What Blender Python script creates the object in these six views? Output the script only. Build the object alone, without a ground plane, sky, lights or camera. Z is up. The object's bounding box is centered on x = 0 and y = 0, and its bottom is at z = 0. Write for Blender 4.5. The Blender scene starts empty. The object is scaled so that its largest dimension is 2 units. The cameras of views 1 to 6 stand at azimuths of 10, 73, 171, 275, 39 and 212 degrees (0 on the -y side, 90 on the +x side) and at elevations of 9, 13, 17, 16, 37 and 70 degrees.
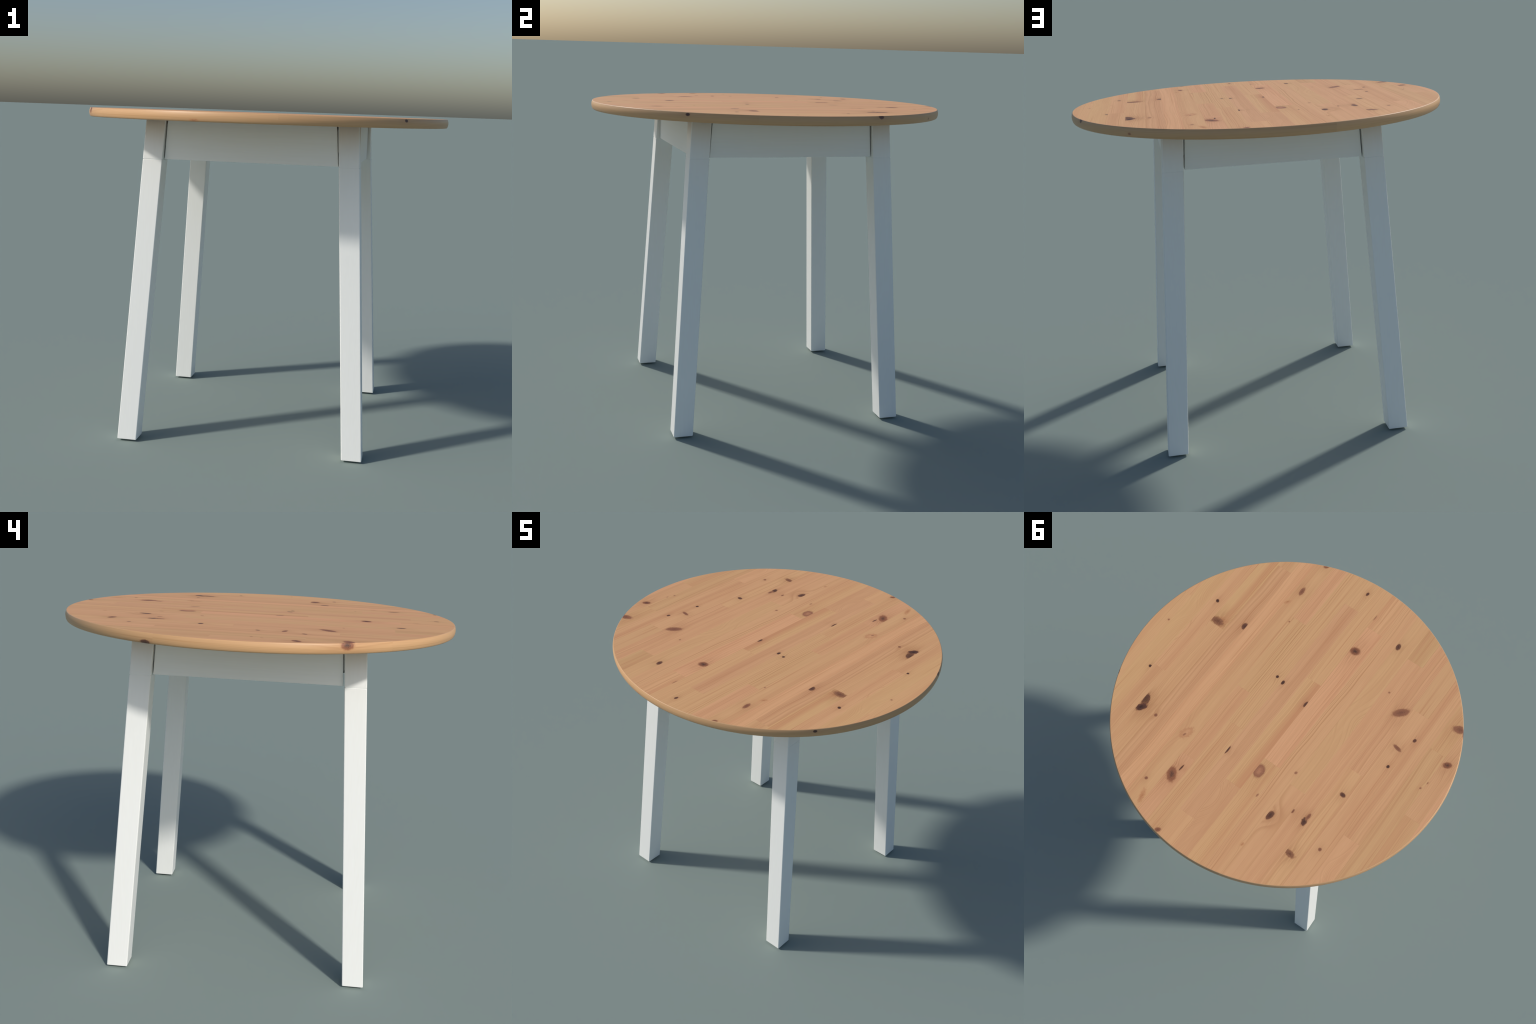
"""Round dining table: laminated pine top made of butted staves, white painted
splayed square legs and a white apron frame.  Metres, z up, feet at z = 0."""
import math
import random

import bmesh
import bpy
from mathutils import Vector

# ------------------------------------------------------------------ sizes --
TOP_Z = 1.7648           # top face of the table top
UNDER_Z = 1.7165         # its underside
GRAIN_TURN = 0.028       # the boards run along y, turned by this slope
LEG_SIDE = 0.1056        # square leg
LEG_SPLAY = 0.0612       # outward run per metre of height, in x and in y
LEG_FOOT = 0.6037        # leg axis at z = 0 (x and y)
FOOT_Z = 0.0075          # underside of the feet
SCRIBE_Z = 1.5095        # scribed line round each leg at apron height
APRON_FACE = 0.540       # outer face of the apron
APRON_THICK = 0.065
APRON_LOW = 1.5115
APRON_HALF_LOW = 0.4532  # half length at the lower and the upper edge
APRON_HALF_HIGH = 0.4383
SEGMENTS = 288

# solid edging round the top, from the flat upper face to the underside (r, z)
EDGE = [(0.9922, 1.7648), (0.9941, 1.7644), (0.9954, 1.7632), (0.9963, 1.7610),
        (0.9978, 1.7565), (0.9992, 1.7505), (1.0000, 1.7440), (0.9996, 1.7360),
        (0.9985, 1.7295), (0.9966, 1.7235), (0.9942, 1.7192), (0.9908, 1.7170),
        (0.9860, 1.7165)]
# joints between the pieces of the edging, degrees round the table
EDGE_JOINTS = [-78.0, -17.9, 42.1, 103.0, 158.0, 221.0]

# ------------------------------------------------------- the staves' layout --
# borders between the rows of staves, across the grain
ROWS = [-1.05, -0.965, -0.866, -0.765, -0.665, -0.558, -0.466, -0.362, -0.264, -0.163,
        -0.059, 0.039, 0.138, 0.240, 0.328, 0.432, 0.515, 0.609, 0.708, 0.800, 0.900, 1.05]
# butt joints along each row, by the row's lower border
JOINTS = {-0.965: [0.11], -0.866: [-0.30], -0.765: [0.40], -0.665: [-0.44], -0.558: [0.065],
          -0.466: [-0.69], -0.362: [0.335], -0.163: [-0.722, 0.295], -0.059: [-0.250, 0.518],
          0.039: [-0.776, 0.802], 0.138: [0.230], 0.240: [-0.520, 0.025, 0.535],
          0.515: [-0.755], 0.609: [-0.210], 0.708: [0.200, 0.690], 0.900: [-0.28]}
# reddish heartwood bands inside single staves: u, v inside the stave, half width, strength
BANDS = [(-0.040, 0.10, 0.030, 0.90), (0.560, -0.50, 0.032, 0.50), (0.640, -0.60, 0.026, 0.60),
         (-0.692, 0.10, 0.022, 0.50), (-0.492, -0.20, 0.016, 0.40), (-0.440, -0.40, 0.010, 0.30),
         (0.276, -0.75, 0.018, 0.35), (0.265, 0.25, 0.022, 0.30), (0.530, -0.10, 0.014, 0.60),
         (0.540, 0.50, 0.022, 0.35), (0.358, 0.10, 0.006, 0.60), (0.440, 0.30, 0.006, 0.50),
         (-0.478, 0.20, 0.010, 0.45), (0.770, 0.40, 0.030, 0.25), (0.745, -0.30, 0.020, 0.30),
         (0.070, -0.40, 0.026, 0.14), (0.415, -0.60, 0.020, 0.35), (-0.380, -0.85, 0.012, 0.35),
         (-0.152, -0.20, 0.010, 0.45), (-0.075, -0.80, 0.012, 0.40), (-0.560, 0.40, 0.006, 0.40),
         (0.190, 0.50, 0.026, 0.25), (-0.880, 0.55, 0.030, 0.35)]
# tone of single staves (u, v inside): -1 yellowish tan ... +1 salmon, and brightness
TONES = [(-0.11, 0.0, 0.9, 1.04), (-0.01, 0.1, -0.6, 1.02), (0.47, 0.0, 0.35, 1.05), (0.56, 0.0, 0.3, 0.97),
         (0.19, -0.2, -0.5, 1.0), (0.28, -0.2, -0.6, 0.99), (0.38, 0.1, -0.3, 1.0), (0.65, 0.2, -0.2, 1.0),
         (-0.21, -0.4, -0.4, 0.99), (-0.21, 0.5, 0.0, 1.0), (-0.31, -0.1, -0.5, 1.0), (-0.31, 0.6, 0.2, 1.0),
         (-0.41, 0.2, 0.4, 1.0), (-0.51, -0.3, 0.5, 0.99), (-0.51, 0.3, -0.3, 1.02), (-0.61, 0.1, 0.1, 1.0),
         (-0.11, 0.6, -0.5, 1.03), (-0.01, 0.7, 0.3, 0.97), (0.09, 0.2, 0.1, 0.98), (0.09, -0.4, 0.5, 0.96),
         (0.09, 0.9, -0.1, 1.02), (0.19, 0.5, -0.3, 1.0), (-0.72, 0.1, 0.1, 0.99), (-0.72, 0.6, 0.4, 1.01)]

# knots: x, y, half length, half width, direction in degrees, kind
KNOTS = [
    (0.745, -0.365, 0.0115, 0.0100, 125, "black"), (0.907, -0.100, 0.007, 0.006, 80, "faint"),
    (0.645, -0.275, 0.030, 0.0220, 20, "amber"), (0.668, -0.255, 0.044, 0.0230, 176, "feather"), (0.514, -0.316, 0.023, 0.0180, 102, "dark"),
    (0.812, 0.203, 0.009, 0.0095, 72, "black"), (0.702, 0.392, 0.047, 0.0200, 103, "bark"),
    (0.698, 0.437, 0.034, 0.0200, 52, "bark"), (0.600, 0.431, 0.010, 0.009, 77, "brown"),
    (0.395, 0.420, 0.046, 0.026, 67, "pale"), (0.398, 0.434, 0.012, 0.006, 70, "faint"), (0.315, 0.664, 0.045, 0.027, 119, "russet"),
    (0.293, 0.603, 0.021, 0.0045, 84, "dark"), (0.416, 0.761, 0.0095, 0.009, 82, "brown"),
    (0.373, 0.857, 0.046, 0.014, 104, "amber"), (0.187, 0.961, 0.018, 0.012, 42, "brown"),
    (0.146, 0.373, 0.025, 0.0075, 86, "dark"), (-0.070, 0.376, 0.042, 0.030, 98, "ring"),
    (-0.264, 0.552, 0.030, 0.0165, 80, "dark"), (-0.353, 0.463, 0.013, 0.007, 88, "brown"),
    (-0.435, 0.476, 0.027, 0.014, 98, "bark"), (-0.440, 0.442, 0.022, 0.009, 86, "brown"),
    (-0.471, 0.669, 0.033, 0.016, 171, "feather"), (-0.592, 0.559, 0.010, 0.0095, 79, "brown"),
    (-0.525, 0.232, 0.017, 0.0125, 167, "dark"), (-0.641, -0.049, 0.0105, 0.0085, 77, "black"),
    (-0.625, -0.172, 0.028, 0.011, 167, "brown"), (-0.682, -0.265, 0.0125, 0.0095, 71, "dark"),
    (-0.529, -0.367, 0.051, 0.023, 46, "brown"), (-0.860, -0.467, 0.045, 0.024, 22, "brown"),
    (-0.908, -0.242, 0.026, 0.018, 39, "core"), (-0.854, -0.043, 0.008, 0.006, 63, "faint"),
    (-0.870, -0.090, 0.009, 0.006, 71, "faint"), (-0.408, -0.436, 0.007, 0.006, 62, "faint"),
    (-0.297, -0.713, 0.022, 0.014, 97, "dark"), (-0.105, -0.547, 0.029, 0.0245, 25, "core"),
    (0.039, -0.910, 0.014, 0.008, 84, "dark"), (0.345, -0.930, 0.018, 0.012, 43, "brown"),
    (0.370, -0.703, 0.029, 0.013, 92, "brown"), (0.401, -0.594, 0.020, 0.010, 59, "amber"),
    (0.173, -0.156, 0.0095, 0.0085, 76, "black"), (0.126, -0.143, 0.0145, 0.0095, 84, "black"),
    (-0.058, -0.104, 0.020, 0.010, 83, "dark"), (-0.082, -0.799, 0.020, 0.006, 87, "faint"),
    (-0.243, 0.270, 0.010, 0.008, 64, "faint"), (-0.142, 0.497, 0.012, 0.005, 81, "faint"),
    (-0.233, 0.770, 0.012, 0.007, 88, "amber"), (0.317, -0.491, 0.006, 0.006, 77, "faint"),
    (0.011, 0.588, 0.060, 0.040, 70, "swirl"), (0.010, 0.704, 0.048, 0.036, 71, "swirl"),
    (-0.290, -0.173, 0.075, 0.034, 87, "swirl"), (0.79, -0.10, 0.05, 0.03, 86, "swirl"),
    (0.80, -0.22, 0.04, 0.03, 86, "swirl"), (-0.66, 0.62, 0.04, 0.03, 86, "swirl")]
# knots cut by the edge of the top: direction round the table in degrees, z, half width, half height, kind
EDGE_KNOTS = [(155.6, 1.7240, 0.026, 0.0100, "dark"), (-38.5, 1.7535, 0.0115, 0.0075, "black"),
              (19.4, 1.7600, 0.017, 0.0110, "dark"), (-101.2, 1.7240, 0.026, 0.0080, "amber"),
              (45.0, 1.7340, 0.010, 0.0060, "faint"), (-152.6, 1.7560, 0.031, 0.0200, "core")]

# kind: centre colour, rim colour, halo colour, halo strength, how far it pushes the grain, edge noise
KINDS = {
    "black": ((0.050, 0.026, 0.022), (0.120, 0.052, 0.034), (0.40, 0.17, 0.075), 0.55, 0.012, 0.16),
    "dark": ((0.090, 0.042, 0.030), (0.175, 0.072, 0.043), (0.42, 0.18, 0.080), 0.60, 0.016, 0.24),
    "bark": ((0.040, 0.022, 0.020), (0.125, 0.052, 0.036), (0.40, 0.17, 0.070), 0.70, 0.014, 0.50),
    "core": ((0.095, 0.044, 0.030), (0.300, 0.116, 0.060), (0.44, 0.19, 0.085), 0.70, 0.024, 0.24),
    "russet": ((0.150, 0.066, 0.042), (0.340, 0.132, 0.066), (0.46, 0.20, 0.090), 0.70, 0.030, 0.30),
    "brown": ((0.235, 0.094, 0.054), (0.330, 0.136, 0.072), (0.46, 0.21, 0.095), 0.60, 0.018, 0.28),
    "feather": ((0.190, 0.076, 0.042), (0.320, 0.138, 0.070), (0.44, 0.20, 0.085), 0.80, 0.018, 0.55),
    "ring": ((0.500, 0.225, 0.120), (0.350, 0.145, 0.080), (0.54, 0.28, 0.120), 0.60, 0.026, 0.22),
    "pale": ((0.700, 0.365, 0.185), (0.610, 0.295, 0.140), (0.64, 0.33, 0.160), 0.40, 0.040, 0.60),
    "amber": ((0.520, 0.225, 0.100), (0.640, 0.320, 0.150), (0.64, 0.31, 0.140), 0.45, 0.016, 0.75),
    "faint": ((0.330, 0.150, 0.080), (0.470, 0.215, 0.110), (0.56, 0.27, 0.125), 0.45, 0.010, 0.25),
}


def to_grain(x, y):
    """Across (u) and along (v) the boards."""
    k = 1.0 / math.sqrt(1.0 + GRAIN_TURN * GRAIN_TURN)
    return (x - GRAIN_TURN * y) * k, (y + GRAIN_TURN * x) * k


# ------------------------------------------------------------ node helpers --
class Nodes:
    """Small builder for shader node trees."""

    def __init__(self, tree):
        self.tree = tree

    def new(self, kind, **inputs):
        n = self.tree.nodes.new(kind)
        for key, val in inputs.items():
            self.put(n.inputs[int(key[1:]) if key[0] == "i" and key[1:].isdigit() else key.replace("_", " ")], val)
        return n

    def put(self, socket, val):
        if isinstance(val, bpy.types.NodeSocket):
            self.tree.links.new(val, socket)
        elif isinstance(val, (tuple, list)) and socket.type == "RGBA":
            socket.default_value = (*val[:3], 1.0)
        else:
            socket.default_value = val

    def math(self, op, a, b=0.0, c=0.0, clamp=False):
        n = self.new("ShaderNodeMath", i0=a, i1=b, i2=c)
        n.operation, n.use_clamp = op, clamp
        return n.outputs[0]

    def vec(self, op, a, b=(0, 0, 0)):
        n = self.tree.nodes.new("ShaderNodeVectorMath")
        n.operation = op
        self.put(n.inputs[0], a)
        if op not in ("LENGTH",):
            self.put(n.inputs[1], b)
        return n.outputs["Value" if op in ("LENGTH", "DOT_PRODUCT") else "Vector"]

    def step(self, x, lo, hi, to_lo=0.0, to_hi=1.0):
        n = self.new("ShaderNodeMapRange", i0=x, i1=lo, i2=hi, i3=to_lo, i4=to_hi)
        n.interpolation_type = "SMOOTHSTEP"
        return n.outputs[0]

    def mix(self, fac, a, b, blend="MIX"):
        n = self.tree.nodes.new("ShaderNodeMix")
        n.data_type, n.blend_type = "RGBA", blend
        self.put(n.inputs[0], fac)
        self.put(n.inputs[6], a)
        self.put(n.inputs[7], b)
        return n.outputs[2]

    def noise(self, vector, scale, w=0.0, detail=2.0, rough=0.5):
        n = self.tree.nodes.new("ShaderNodeTexNoise")
        n.noise_dimensions = "4D"
        self.put(n.inputs["Vector"], self.vec("MULTIPLY", vector, scale))
        self.put(n.inputs["W"], w)
        n.inputs["Scale"].default_value = 1.0
        n.inputs["Detail"].default_value = detail
        n.inputs["Roughness"].default_value = rough
        return n.outputs[0]

    def split(self, vector):
        return self.new("ShaderNodeSeparateXYZ", i0=vector).outputs

    def join(self, x, y, z):
        return self.new("ShaderNodeCombineXYZ", i0=x, i1=y, i2=z).outputs[0]


def new_group(name, ins, outs):
    g = bpy.data.node_groups.new(name, "ShaderNodeTree")
    for label, kind in ins:
        g.interface.new_socket(label, in_out="INPUT", socket_type="NodeSocket" + kind)
    for label, kind in outs:
        g.interface.new_socket(label, in_out="OUTPUT", socket_type="NodeSocket" + kind)
    return g, Nodes(g), g.nodes.new("NodeGroupInput").outputs, g.nodes.new("NodeGroupOutput").inputs


def make_grain_place_group():
    """Object coordinates turned into (across, along, up) of the boards."""
    g, n, _, out = new_group("grain_place", [], [("Grain", "Vector")])
    tc = n.new("ShaderNodeTexCoord").outputs["Object"]
    rot = n.new("ShaderNodeVectorRotate", Vector=tc, Angle=math.atan(GRAIN_TURN))
    rot.rotation_type = "Z_AXIS"
    n.put(out[0], rot.outputs[0])
    return g


def make_knot_shape_group():
    """Distance from a knot's middle, 1 at its border, roughened by noise."""
    g, n, i, out = new_group("knot_shape", [("Grain", "Vector"), ("Middle", "Vector"), ("Turn", "Float"),
                                            ("Stretch", "Vector"), ("Rough", "Float"), ("Seed", "Float")],
                             [("Distance", "Float"), ("Push", "Float")])
    d = n.vec("SUBTRACT", i["Grain"], i["Middle"])
    rot = n.new("ShaderNodeVectorRotate", Vector=d, Angle=i["Turn"])
    rot.rotation_type = "Z_AXIS"
    s = n.vec("MULTIPLY", rot.outputs[0], i["Stretch"])
    clean = n.vec("LENGTH", s)
    wob = n.noise(i["Grain"], (85.0, 85.0, 85.0), i["Seed"], 3.0, 0.7)
    dist = n.math("ADD", clean, n.math("MULTIPLY", n.math("SUBTRACT", wob, 0.5), n.math("MULTIPLY", i["Rough"], 2.4)))
    n.put(out["Distance"], dist)
    # the grain flows round the knot: a soft hill, longer along the boards
    x, y, z = n.split(n.vec("MULTIPLY", d, (1.0, 0.45, 1.0)))
    flat = n.vec("LENGTH", n.vec("MULTIPLY", n.join(x, y, 0.0), i["Stretch"]))
    n.put(out["Push"], n.math("EXPONENT", n.math("MULTIPLY", n.math("MULTIPLY", flat, flat), -0.28)))
    return g


def make_knot_paint_group():
    g, n, i, out = new_group("knot_paint", [("Color", "Color"), ("Grain", "Vector"), ("Distance", "Float"), ("Push", "Float"),
                                            ("Centre", "Color"), ("Border", "Color"), ("Halo", "Color"),
                                            ("Halo Strength", "Float"), ("Seed", "Float")], [("Color", "Color")])
    d = i["Distance"]
    streak = n.noise(i["Grain"], (150.0, 12.0, 60.0), i["Seed"], 2.0)
    halo = n.math("MULTIPLY", n.math("MULTIPLY", i["Push"], i["Halo Strength"]), n.step(streak, 0.30, 0.68, 0.25, 1.0))
    close = n.math("MULTIPLY", n.step(d, 0.95, 1.55, 0.85, 0.0), i["Halo Strength"])
    col = n.mix(n.math("MAXIMUM", n.math("MULTIPLY", halo, 0.62), close), i["Color"], i["Halo"])
    crack = n.noise(i["Grain"], (210.0,) * 3, i["Seed"], 3.0, 0.7)
    inner = n.math("ADD", d, n.math("MULTIPLY", n.math("SUBTRACT", crack, 0.5), 1.5))
    body = n.mix(n.step(inner, 0.10, 0.80), i["Centre"], i["Border"])
    ringy = n.math("SINE", n.math("MULTIPLY", n.math("ADD", d, n.math("MULTIPLY", crack, 0.25)), 19.0))
    body = n.mix(n.math("MULTIPLY_ADD", ringy, 0.09, 0.09), body, n.mix(0.5, i["Border"], i["Halo"]))
    n.put(out[0], n.mix(n.step(d, 0.80, 1.14, 1.0, 0.0), col, body))
    return g


def make_pine_group():
    """Growth rings, fibres and soft tone changes of one pine stave."""
    g, n, i, out = new_group("pine_wood", [("Grain", "Vector"), ("Push", "Float"), ("Seed", "Float"), ("Heart Across", "Float"),
                                           ("Heart Depth", "Float"), ("Ring Count", "Float"), ("Ring Strength", "Float"),
                                           ("Early Wood", "Color"), ("Late Wood", "Color"), ("Red Wood", "Color"),
                                           ("Band Middle", "Float"), ("Band Half", "Float"), ("Band Strength", "Float")],
                             [("Color", "Color"), ("Height", "Float")])
    p, seed = i["Grain"], i["Seed"]
    u, v, z = n.split(p)
    wob = n.math("MULTIPLY", n.math("SUBTRACT", n.noise(p, (5.0, 1.3, 5.0), seed, 2.0), 0.5), 0.075)
    wave = n.math("MULTIPLY", n.math("SUBTRACT", n.noise(p, (22.0, 5.0, 22.0), seed, 2.0), 0.5), 0.006)
    across = n.math("ADD", n.math("SUBTRACT", u, i["Heart Across"]), n.math("ADD", wob, wave))
    depth = n.math("SUBTRACT", z, i["Heart Depth"])
    r = n.vec("LENGTH", n.join(across, 0.0, depth))
    r = n.math("ADD", r, i["Push"])
    uneven = n.math("MULTIPLY", n.noise(n.join(r, 0.0, 0.0), (17.0, 1.0, 1.0), seed, 2.0), 0.10)
    ring = n.math("FRACT", n.math("MULTIPLY", n.math("ADD", r, uneven), i["Ring Count"]))
    late = n.math("MULTIPLY", n.step(ring, 0.30, 0.84), n.step(ring, 0.88, 1.0, 1.0, 0.0))
    # some growth years are marked, most are faint
    year = n.step(n.noise(n.join(r, 0.0, 0.0), (34.0, 1.0, 1.0), seed, 3.0, 0.7), 0.38, 0.66, 0.16, 1.0)
    fade = n.step(n.noise(p, (12.0, 1.1, 12.0), seed, 2.0), 0.30, 0.65, 0.35, 1.0)
    late = n.math("MULTIPLY", n.math("MULTIPLY", late, year), n.math("MULTIPLY", fade, i["Ring Strength"]))
    col = n.mix(late, i["Early Wood"], i["Late Wood"])
    # soft pinkish drifts along the boards and the stave's heartwood band
    drift = n.step(n.noise(p, (15.0, 0.8, 9.0), n.math("ADD", seed, 7.3), 2.0, 0.55), 0.46, 0.74, 0.0, 0.38)
    col = n.mix(drift, col, i["Red Wood"])
    off = n.math("ABSOLUTE", n.math("SUBTRACT", n.math("ADD", u, n.math("MULTIPLY", wob, 0.25)), i["Band Middle"]))
    soft = n.math("MULTIPLY", i["Band Half"], 1.25)
    band = n.new("ShaderNodeMapRange", i0=off, i1=n.math("MULTIPLY", i["Band Half"], 0.45), i2=soft, i3=1.0, i4=0.0)
    band.interpolation_type = "SMOOTHSTEP"
    patchy = n.step(n.noise(p, (120.0, 1.2, 60.0), n.math("ADD", seed, 5.0), 2.0), 0.30, 0.62, 0.60, 1.0)
    col = n.mix(n.math("MULTIPLY", n.math("MULTIPLY", band.outputs[0], patchy), i["Band Strength"]), col, i["Red Wood"])
    # dark thin resin streaks
    thin = n.step(n.noise(p, (110.0, 0.9, 60.0), n.math("ADD", seed, 3.1), 2.0), 0.58, 0.76, 0.0, 0.60)
    col = n.mix(thin, col, n.mix(1.0, i["Red Wood"], (0.90, 0.82, 0.72), "MULTIPLY"))
    # fibre
    fibre = n.noise(p, (330.0, 9.0, 330.0), seed, 3.0, 0.6)
    col = n.mix(n.step(fibre, 0.25, 0.75, 0.0, 0.20), col, i["Late Wood"])
    n.put(out["Color"], col)
    n.put(out["Height"], n.math("ADD", n.math("MULTIPLY", fibre, 0.6), n.math("MULTIPLY", late, -0.5)))
    return g


GROUPS = {"place": make_grain_place_group(), "shape": make_knot_shape_group(),
          "paint": make_knot_paint_group(), "pine": make_pine_group()}


def group_node(n, key, **inputs):
    node = n.tree.nodes.new("ShaderNodeGroup")
    node.node_tree = GROUPS[key]
    for label, val in inputs.items():
        n.put(node.inputs[label.replace("_", " ")], val)
    return node.outputs


def principled(name):
    m = bpy.data.materials.new(name)
    m.use_nodes = True
    return m, Nodes(m.node_tree), m.node_tree.nodes["Principled BSDF"]


def blend(a, b, t):
    return tuple(x + (y - x) * t for x, y in zip(a, b))


TAN = (0.764, 0.428, 0.214)
OCHRE = (0.738, 0.446, 0.208)
SALMON = (0.788, 0.416, 0.220)
LATE = (0.540, 0.258, 0.110)
RED = (0.618, 0.284, 0.140)
EDGE_WOOD = (0.690, 0.408, 0.205)
EDGE_LATE = (0.530, 0.285, 0.125)


def stave_material(index, knots, tone, bright, band, rng):
    """Varnished pine; every stave is a different piece of the tree."""
    m, n, bsdf = principled("pine_stave")
    seed = index * 3.77 + 1.0
    grain = group_node(n, "place")[0]
    early = blend(TAN, SALMON if tone > 0 else OCHRE, abs(tone))
    early = tuple(c * bright for c in early)
    late = tuple(c * bright for c in LATE)
    push, shapes = 0.0, []
    for k, (mid, stretch, turn, kind) in enumerate(knots):
        if kind == "swirl":
            amount, rough = 0.060, 0.0
        else:
            amount, rough = 0.65 * KINDS[kind][4], KINDS[kind][5]
        s = group_node(n, "shape", Grain=grain, Middle=mid, Turn=turn, Stretch=stretch, Rough=rough, Seed=seed + 11.0 * k)
        push = n.math("MULTIPLY_ADD", s["Push"], amount, push)
        shapes.append((s, kind, seed + 11.0 * k))
    wide = rng.random()
    wood = group_node(n, "pine", Grain=grain, Push=push, Seed=seed,
                      Heart_Across=rng.uniform(-1.2, 1.2), Heart_Depth=TOP_Z - rng.uniform(0.03, 0.30),
                      Ring_Count=85.0 + 80.0 * wide, Ring_Strength=0.85 - 0.30 * wide,
                      Early_Wood=early, Late_Wood=late, Red_Wood=tuple(c * bright for c in RED),
                      Band_Middle=band[0], Band_Half=band[1], Band_Strength=band[2])
    varnish(n, bsdf, wood, paint_knots(n, wood["Color"], grain, shapes))
    return m


def paint_knots(n, col, grain, shapes):
    for s, kind, sd in shapes:
        if kind != "swirl":
            k = KINDS[kind]
            col = group_node(n, "paint", Color=col, Grain=grain, Distance=s["Distance"], Push=s["Push"], Centre=k[0],
                             Border=k[1], Halo=k[2], Halo_Strength=k[3], Seed=sd)[0]
    return col


def varnish(n, bsdf, wood, col, rough=0.60, gloss=0.22):
    n.put(bsdf.inputs["Base Color"], col)
    bsdf.inputs["Roughness"].default_value = rough
    bsdf.inputs["Specular IOR Level"].default_value = gloss
    bump = n.new("ShaderNodeBump", Height=wood["Height"], Strength=0.10, Distance=0.0008)
    n.put(bsdf.inputs["Normal"], bump.outputs[0])


def edging_material(index, start, end, rng):
    """Pine edging: the grain runs round the table."""
    m, n, bsdf = principled("pine_edging")
    seed = 300.0 + index * 5.3
    mid = math.radians((start + end) / 2)
    tc = n.new("ShaderNodeTexCoord").outputs["Object"]
    rot = n.new("ShaderNodeVectorRotate", Vector=tc, Angle=-mid)
    rot.rotation_type = "Z_AXIS"
    x, y, z = n.split(rot.outputs[0])
    grain = n.join(z, n.math("ARCTAN2", y, x), n.vec("LENGTH", n.join(x, y, 0.0)))
    push, shapes = 0.0, []
    for k, (az, height, half, high, kind) in enumerate(EDGE_KNOTS):
        for turn in (0, 360):
            if start <= az + turn < end:
                place = (height, math.radians(az + turn) - mid, 1.0)
                s = group_node(n, "shape", Grain=grain, Middle=place, Turn=0.0, Stretch=(1 / high, 1 / half, 1 / 0.03),
                               Rough=KINDS[kind][5], Seed=seed + 11.0 * k)
                push = n.math("MULTIPLY_ADD", s["Push"], 0.6 * KINDS[kind][4], push)
                shapes.append((s, kind, seed + 11.0 * k))
    bright = rng.uniform(0.95, 1.04)
    wood = group_node(n, "pine", Grain=grain, Push=push, Seed=seed, Heart_Across=TOP_Z - rng.uniform(0.10, 0.5),
                      Heart_Depth=1.0 + rng.uniform(-0.2, 0.2), Ring_Count=95.0, Ring_Strength=0.55,
                      Early_Wood=tuple(c * bright for c in EDGE_WOOD), Late_Wood=EDGE_LATE,
                      Red_Wood=blend(EDGE_WOOD, EDGE_LATE, 0.6), Band_Middle=0.0, Band_Half=0.01, Band_Strength=0.0)
    varnish(n, bsdf, wood, paint_knots(n, wood["Color"], grain, shapes), 0.42, 0.45)
    return m


def paint_material(along):
    """White brushed paint, with faint streaks along each piece (local x or z)."""
    m, n, bsdf = principled("white_paint")
    fine, long = 170.0, 5.0
    tc = n.new("ShaderNodeTexCoord").outputs["Object"]
    seed = n.math("MULTIPLY", n.new("ShaderNodeObjectInfo").outputs["Random"], 40.0)
    streak = n.noise(tc, (long if along == "x" else fine, fine, long if along == "z" else fine), seed, 3.0, 0.6)
    cloud = n.noise(tc, (9.0, 9.0, 2.0), seed, 2.0)
    col = n.mix(n.step(streak, 0.30, 0.72), (0.925, 0.928, 0.895), (0.945, 0.948, 0.920))
    col = n.mix(n.step(cloud, 0.35, 0.7, 0.0, 0.35), col, (0.930, 0.935, 0.912))
    n.put(bsdf.inputs["Base Color"], col)
    bsdf.inputs["Roughness"].default_value = 0.45
    bsdf.inputs["Specular IOR Level"].default_value = 0.4
    bump = n.new("ShaderNodeBump", Height=streak, Strength=0.08, Distance=0.001)
    n.put(bsdf.inputs["Normal"], bump.outputs[0])
    return m


# --------------------------------------------------------------- geometry --
def add_object(name, mesh, parent):
    ob = bpy.data.objects.new(name, mesh)
    bpy.context.scene.collection.objects.link(ob)
    ob.parent = parent
    return ob


def lathe_top():
    """The glued-up panel inside the edging, as one round plate with a slanted border."""
    bm = bmesh.new()
    rings = []
    for r, z in ((EDGE[0][0] - 0.0001, TOP_Z), (EDGE[-1][0] - 0.0001, UNDER_Z)):
        rings.append([bm.verts.new((r * math.cos(a), r * math.sin(a), z))
                      for a in (2 * math.pi * k / SEGMENTS for k in range(SEGMENTS))])
    bm.faces.new(rings[0])
    bm.faces.new(list(reversed(rings[1])))
    for k in range(SEGMENTS):
        j = (k + 1) % SEGMENTS
        bm.faces.new((rings[0][k], rings[1][k], rings[1][j], rings[0][j]))
    bm.normal_update()
    return bm


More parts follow.
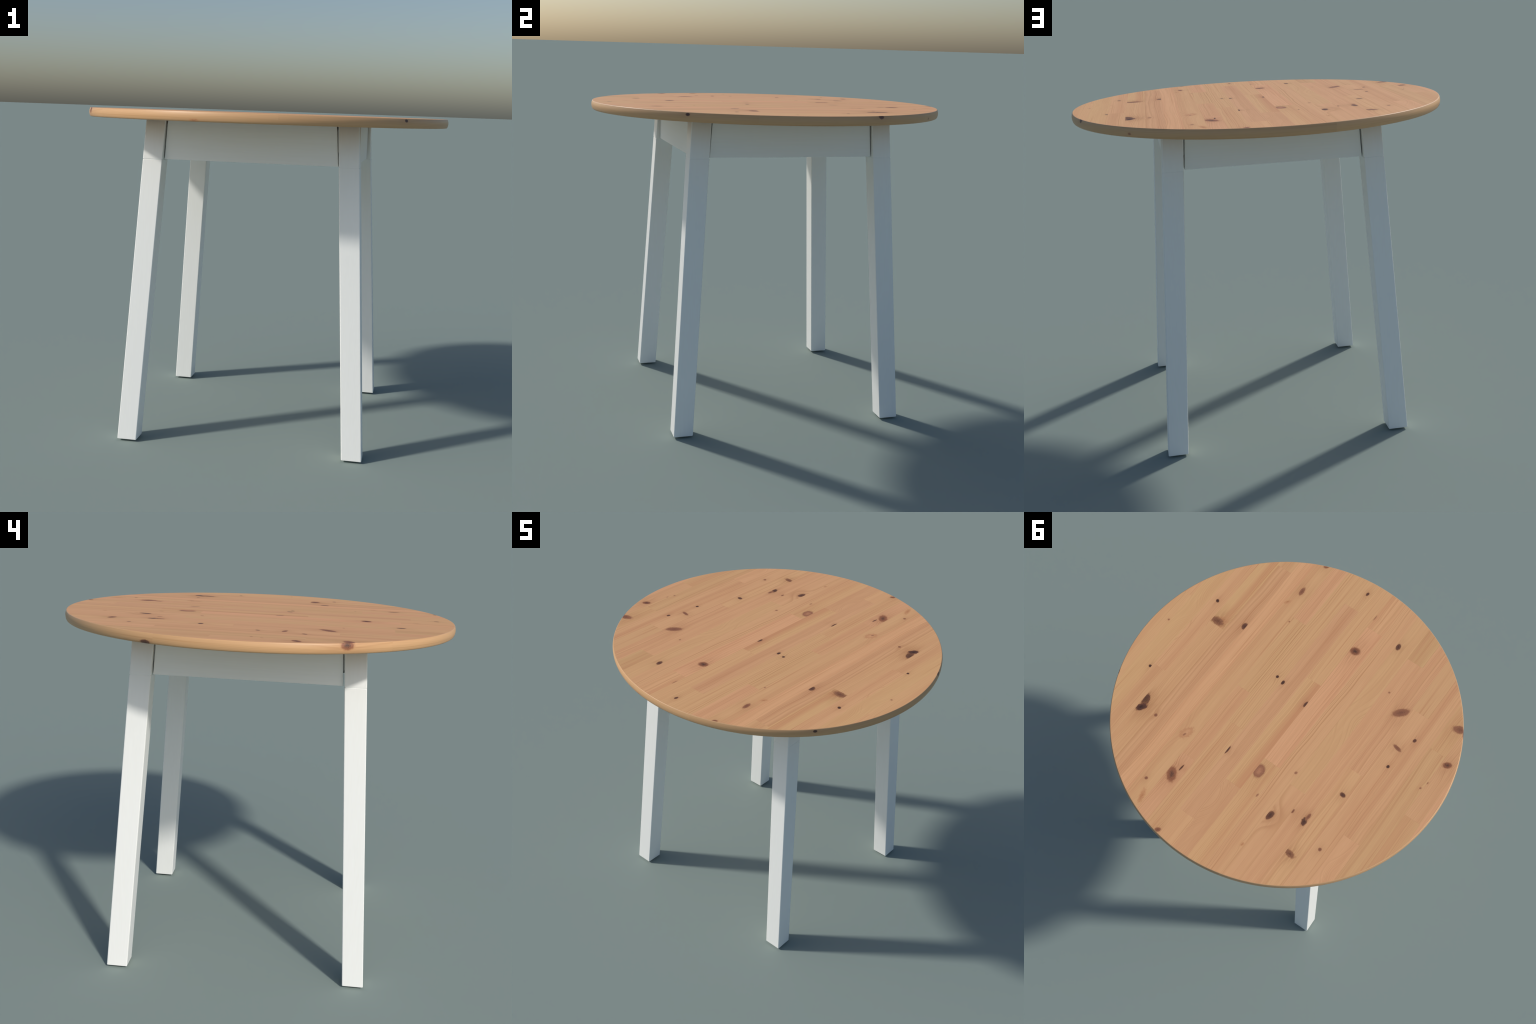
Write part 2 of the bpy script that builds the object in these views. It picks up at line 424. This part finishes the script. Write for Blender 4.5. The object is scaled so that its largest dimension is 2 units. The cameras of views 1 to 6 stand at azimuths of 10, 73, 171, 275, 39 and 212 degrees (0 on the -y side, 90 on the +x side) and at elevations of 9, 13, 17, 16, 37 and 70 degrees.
def edging_mesh(start, end):
    """One curved piece of the edging, with its end faces."""
    hair = 0.004  # degrees left open at each joint
    a0, a1 = math.radians(start + hair), math.radians(end - hair)
    steps = max(8, int(SEGMENTS * (a1 - a0) / (2 * math.pi)))
    # keep one vertex on each axis so that the table is exactly as wide as it should be
    angles = {a0 + (a1 - a0) * k / steps for k in range(steps + 1)}
    angles |= {math.pi / 2 * q for q in range(-2, 6) if a0 < math.pi / 2 * q < a1}
    angles = sorted(angles)
    me = bpy.data.meshes.new("edging")
    count = len(EDGE)
    verts = [(r * math.cos(a), r * math.sin(a), z) for a in angles for r, z in EDGE]
    faces, normals = [], []
    for j in range(len(angles) - 1):
        for k in range(count):
            n2 = (k + 1) % count
            corners = ((j, k), (j, n2), (j + 1, n2), (j + 1, k))
            faces.append([p * count + q for p, q in corners])
            for p, q in corners:
                a = angles[p]
                if k == count - 1:  # hidden wall against the panel
                    nr, nz = -1.0, 0.0
                else:
                    nr, nz = EDGE_NORMALS[q]
                normals.append((nr * math.cos(a), nr * math.sin(a), nz))
    last = (len(angles) - 1) * count
    faces.append(list(reversed(range(count))))
    faces.append([last + k for k in range(count)])
    normals += [(math.sin(a0), -math.cos(a0), 0.0)] * count + [(-math.sin(a1), math.cos(a1), 0.0)] * count
    me.from_pydata(verts, [], faces)
    me.update()
    for p in me.polygons:
        p.use_smooth = True
    me.normals_split_custom_set(normals)
    return me


def cut(bm, point, normal):
    """Keep the part on the far side of the plane and close the cut."""
    got = bmesh.ops.bisect_plane(bm, geom=bm.verts[:] + bm.edges[:] + bm.faces[:], dist=1e-6,
                                 plane_co=point, plane_no=normal, clear_inner=True)
    edges = [e for e in got["geom_cut"] if isinstance(e, bmesh.types.BMEdge)]
    if edges:
        bmesh.ops.contextual_create(bm, geom=edges)


def edge_normals():
    """Normal (radial, up) of the edge profile at each profile point."""
    seg = []
    for (r0, z0), (r1, z1) in zip(EDGE, EDGE[1:]):
        d = Vector((z0 - z1, r1 - r0))
        seg.append(d.normalized())
    out = [Vector((0.0, 1.0))] + [(a + b).normalized() for a, b in zip(seg, seg[1:])] + [Vector((0.0, -1.0))]
    return out


EDGE_NORMALS = edge_normals()


def stave_mesh(solid, u0, u1, v0, v1):
    k = 1.0 / math.sqrt(1.0 + GRAIN_TURN * GRAIN_TURN)
    across, along = Vector((k, -GRAIN_TURN * k, 0)), Vector((GRAIN_TURN * k, k, 0))
    gap = 0.00006
    bm = solid.copy()
    for normal, at in ((across, u0 + gap), (-across, -u1 + gap), (along, v0 + gap), (-along, -v1 + gap)):
        if bm.faces:
            cut(bm, normal * at, normal)
    if len(bm.faces) < 4:
        bm.free()
        return None
    bm.normal_update()
    me = bpy.data.meshes.new("stave")
    bm.to_mesh(me)
    bm.free()
    return me


def all_knots():
    """Every knot as (middle u v z, stretch, turn in the grain frame, kind)."""
    lean = math.degrees(math.atan(GRAIN_TURN))
    out = []
    for x, y, a, b, deg, kind in KNOTS:
        u, v = to_grain(x, y)
        deep = max(0.022, 1.3 * b) if kind != "swirl" else 0.2
        out.append(((u, v, TOP_Z), (1 / a, 1 / b, 1 / deep), -math.radians(deg + lean), kind))
    return out


def build_staves(parent):
    rng = random.Random(20)
    solid = lathe_top()
    knots = all_knots()
    count = 0
    for u0, u1 in zip(ROWS, ROWS[1:]):
        stops = [-1.1] + JOINTS.get(u0, []) + [1.1]
        for v0, v1 in zip(stops, stops[1:]):
            me = stave_mesh(solid, u0, u1, v0, v1)
            if me is None:
                continue
            mine = [k for k in knots if u0 <= k[0][0] < u1 and v0 <= k[0][1] < v1]
            tone, bright = rng.uniform(-0.9, 0.9), rng.uniform(0.96, 1.03)
            for tu, tv, t, b in TONES:
                if u0 <= tu < u1 and v0 <= tv < v1:
                    tone, bright = t, b
            band = ((u0 + u1) / 2 + rng.uniform(-0.03, 0.03), rng.uniform(0.008, 0.02), rng.uniform(0.0, 0.25))
            for bu, bv, half, strength in BANDS:
                if u0 <= bu < u1 and v0 <= bv < v1:
                    band = (bu, half, strength)
            me.materials.append(stave_material(count, mine, tone, bright, band, rng))
            add_object("stave", me, parent)
            count += 1
    solid.free()
    spans = zip(EDGE_JOINTS, EDGE_JOINTS[1:] + [EDGE_JOINTS[0] + 360.0])
    for k, (start, end) in enumerate(spans):
        me = edging_mesh(start, end)
        me.materials.append(edging_material(k, start, end, rng))
        add_object("edging", me, parent)


def rounded_square(half, radius, steps=3):
    pts = []
    for cx, cy, start in ((1, 1, 0), (-1, 1, 90), (-1, -1, 180), (1, -1, 270)):
        for s in range(steps + 1):
            a = math.radians(start + 90.0 * s / steps)
            pts.append((cx * (half - radius) + radius * math.cos(a), cy * (half - radius) + radius * math.sin(a)))
    return pts


def leg_mesh():
    """Square leg, local origin at the middle of the foot; leans towards -x, -y."""
    half, soft = LEG_SIDE / 2, 0.0048
    g = SCRIBE_Z
    f = FOOT_Z
    levels = [(f, 0.0030), (f + 0.0008, 0.0012), (f + 0.0030, 0.0), (0.5, 0.0), (1.0, 0.0), (g - 0.0026, 0.0), (g - 0.0010, 0.0020),
              (g + 0.0010, 0.0020), (g + 0.0026, 0.0), (UNDER_Z + 0.0008, 0.0)]
    bm = bmesh.new()
    rings = []
    for z, inset in levels:
        shift = -LEG_SPLAY * z
        rings.append([bm.verts.new((x + shift, y + shift, z)) for x, y in rounded_square(half - inset, soft)])
    count = len(rings[0])
    for low, up in zip(rings, rings[1:]):
        for k in range(count):
            j = (k + 1) % count
            bm.faces.new((low[k], low[j], up[j], up[k]))
    bm.faces.new(list(reversed(rings[0])))
    bm.faces.new(rings[-1])
    return finish_mesh(bm, "leg")


def box(bm, corners):
    v = [bm.verts.new(c) for c in corners]
    for f in ((0, 3, 2, 1), (4, 5, 6, 7), (0, 1, 5, 4), (1, 2, 6, 5), (2, 3, 7, 6), (3, 0, 4, 7)):
        bm.faces.new([v[k] for k in f])
    return v


def apron_mesh():
    """Rail on the -y side between two legs; the ends lean with the legs, tenons reach into them."""
    bm = bmesh.new()
    y0, y1 = -APRON_FACE, -APRON_FACE + APRON_THICK
    lo, hi, z0, z1 = APRON_HALF_LOW, APRON_HALF_HIGH, APRON_LOW, UNDER_Z + 0.0008
    box(bm, [(-lo, y0, z0), (lo, y0, z0), (lo, y1, z0), (-lo, y1, z0), (-hi, y0, z1), (hi, y0, z1), (hi, y1, z1), (-hi, y1, z1)])
    bmesh.ops.bevel(bm, geom=bm.edges[:], offset=0.002, segments=2, affect="EDGES", profile=0.5)
    t0, t1 = y0 + 0.020, y1 - 0.020
    reach = 0.03
    za, zb = z0 + 0.07, z1 - 0.02
    sa = lo + (hi - lo) * (za - z0) / (z1 - z0)
    sb = lo + (hi - lo) * (zb - z0) / (z1 - z0)
    for side in (-1, 1):
        pts = [(side * (sa - 0.01), t0, za), (side * (sa + reach), t0, za), (side * (sa + reach), t1, za), (side * (sa - 0.01), t1, za),
               (side * (sb - 0.01), t0, zb), (side * (sb + reach), t0, zb), (side * (sb + reach), t1, zb), (side * (sb - 0.01), t1, zb)]
        box(bm, pts)
    bmesh.ops.recalc_face_normals(bm, faces=bm.faces[:])
    return finish_mesh(bm, "apron")


def brace_mesh():
    """Block across the inner corner of two aprons, in the -x -y corner."""
    bm = bmesh.new()
    a, b, thick = APRON_FACE - APRON_THICK + 0.001, 0.410, 0.040
    plan = [(-a, -b), (-b, -a), (-b - thick, -a), (-a, -b - thick)]
    box(bm, [(x, y, APRON_LOW + 0.050) for x, y in plan] + [(x, y, UNDER_Z - 0.004) for x, y in plan])
    bmesh.ops.recalc_face_normals(bm, faces=bm.faces[:])
    bmesh.ops.bevel(bm, geom=bm.edges[:], offset=0.002, segments=1, affect="EDGES")
    return finish_mesh(bm, "corner_brace")


def finish_mesh(bm, name):
    bm.normal_update()
    me = bpy.data.meshes.new(name)
    bm.to_mesh(me)
    bm.free()
    # area-weighted normals keep the faces flat and let the narrow roundings shade softly
    total = [Vector((0, 0, 0)) for _ in me.vertices]
    for p in me.polygons:
        for vi in p.vertices:
            total[vi] += p.normal * p.area
    normals = []
    for p in me.polygons:
        p.use_smooth = True
        for li in p.loop_indices:
            t = total[me.loops[li].vertex_index]
            normals.append(t.normalized() if t.normalized().dot(p.normal) > 0.55 else p.normal.copy())
    me.normals_split_custom_set(normals)
    return me


def main():
    table = bpy.data.objects.new("dining_table", None)
    bpy.context.scene.collection.objects.link(table)
    table["label"] = "round dining table, knotty pine top, white splayed legs"
    table["category"] = "dining table"

    top = bpy.data.objects.new("tabletop", None)
    bpy.context.scene.collection.objects.link(top)
    top.parent = table
    build_staves(top)

    white, rail_white = paint_material("z"), paint_material("x")
    leg = leg_mesh()
    leg.materials.append(white)
    apron = apron_mesh()
    apron.materials.append(rail_white)
    brace = brace_mesh()
    brace.materials.append(rail_white)
    for k in range(4):
        turn = math.radians(90.0 * k)
        ob = add_object("leg", leg, table)
        ob.location = (LEG_FOOT * math.sqrt(2) * math.cos(turn + math.pi / 4), LEG_FOOT * math.sqrt(2) * math.sin(turn + math.pi / 4), 0.0)
        ob.rotation_euler = (0, 0, turn)
        ob = add_object("apron", apron, table)
        ob.rotation_euler = (0, 0, turn)
        ob = add_object("corner_brace", brace, table)
        ob.rotation_euler = (0, 0, turn)


main()
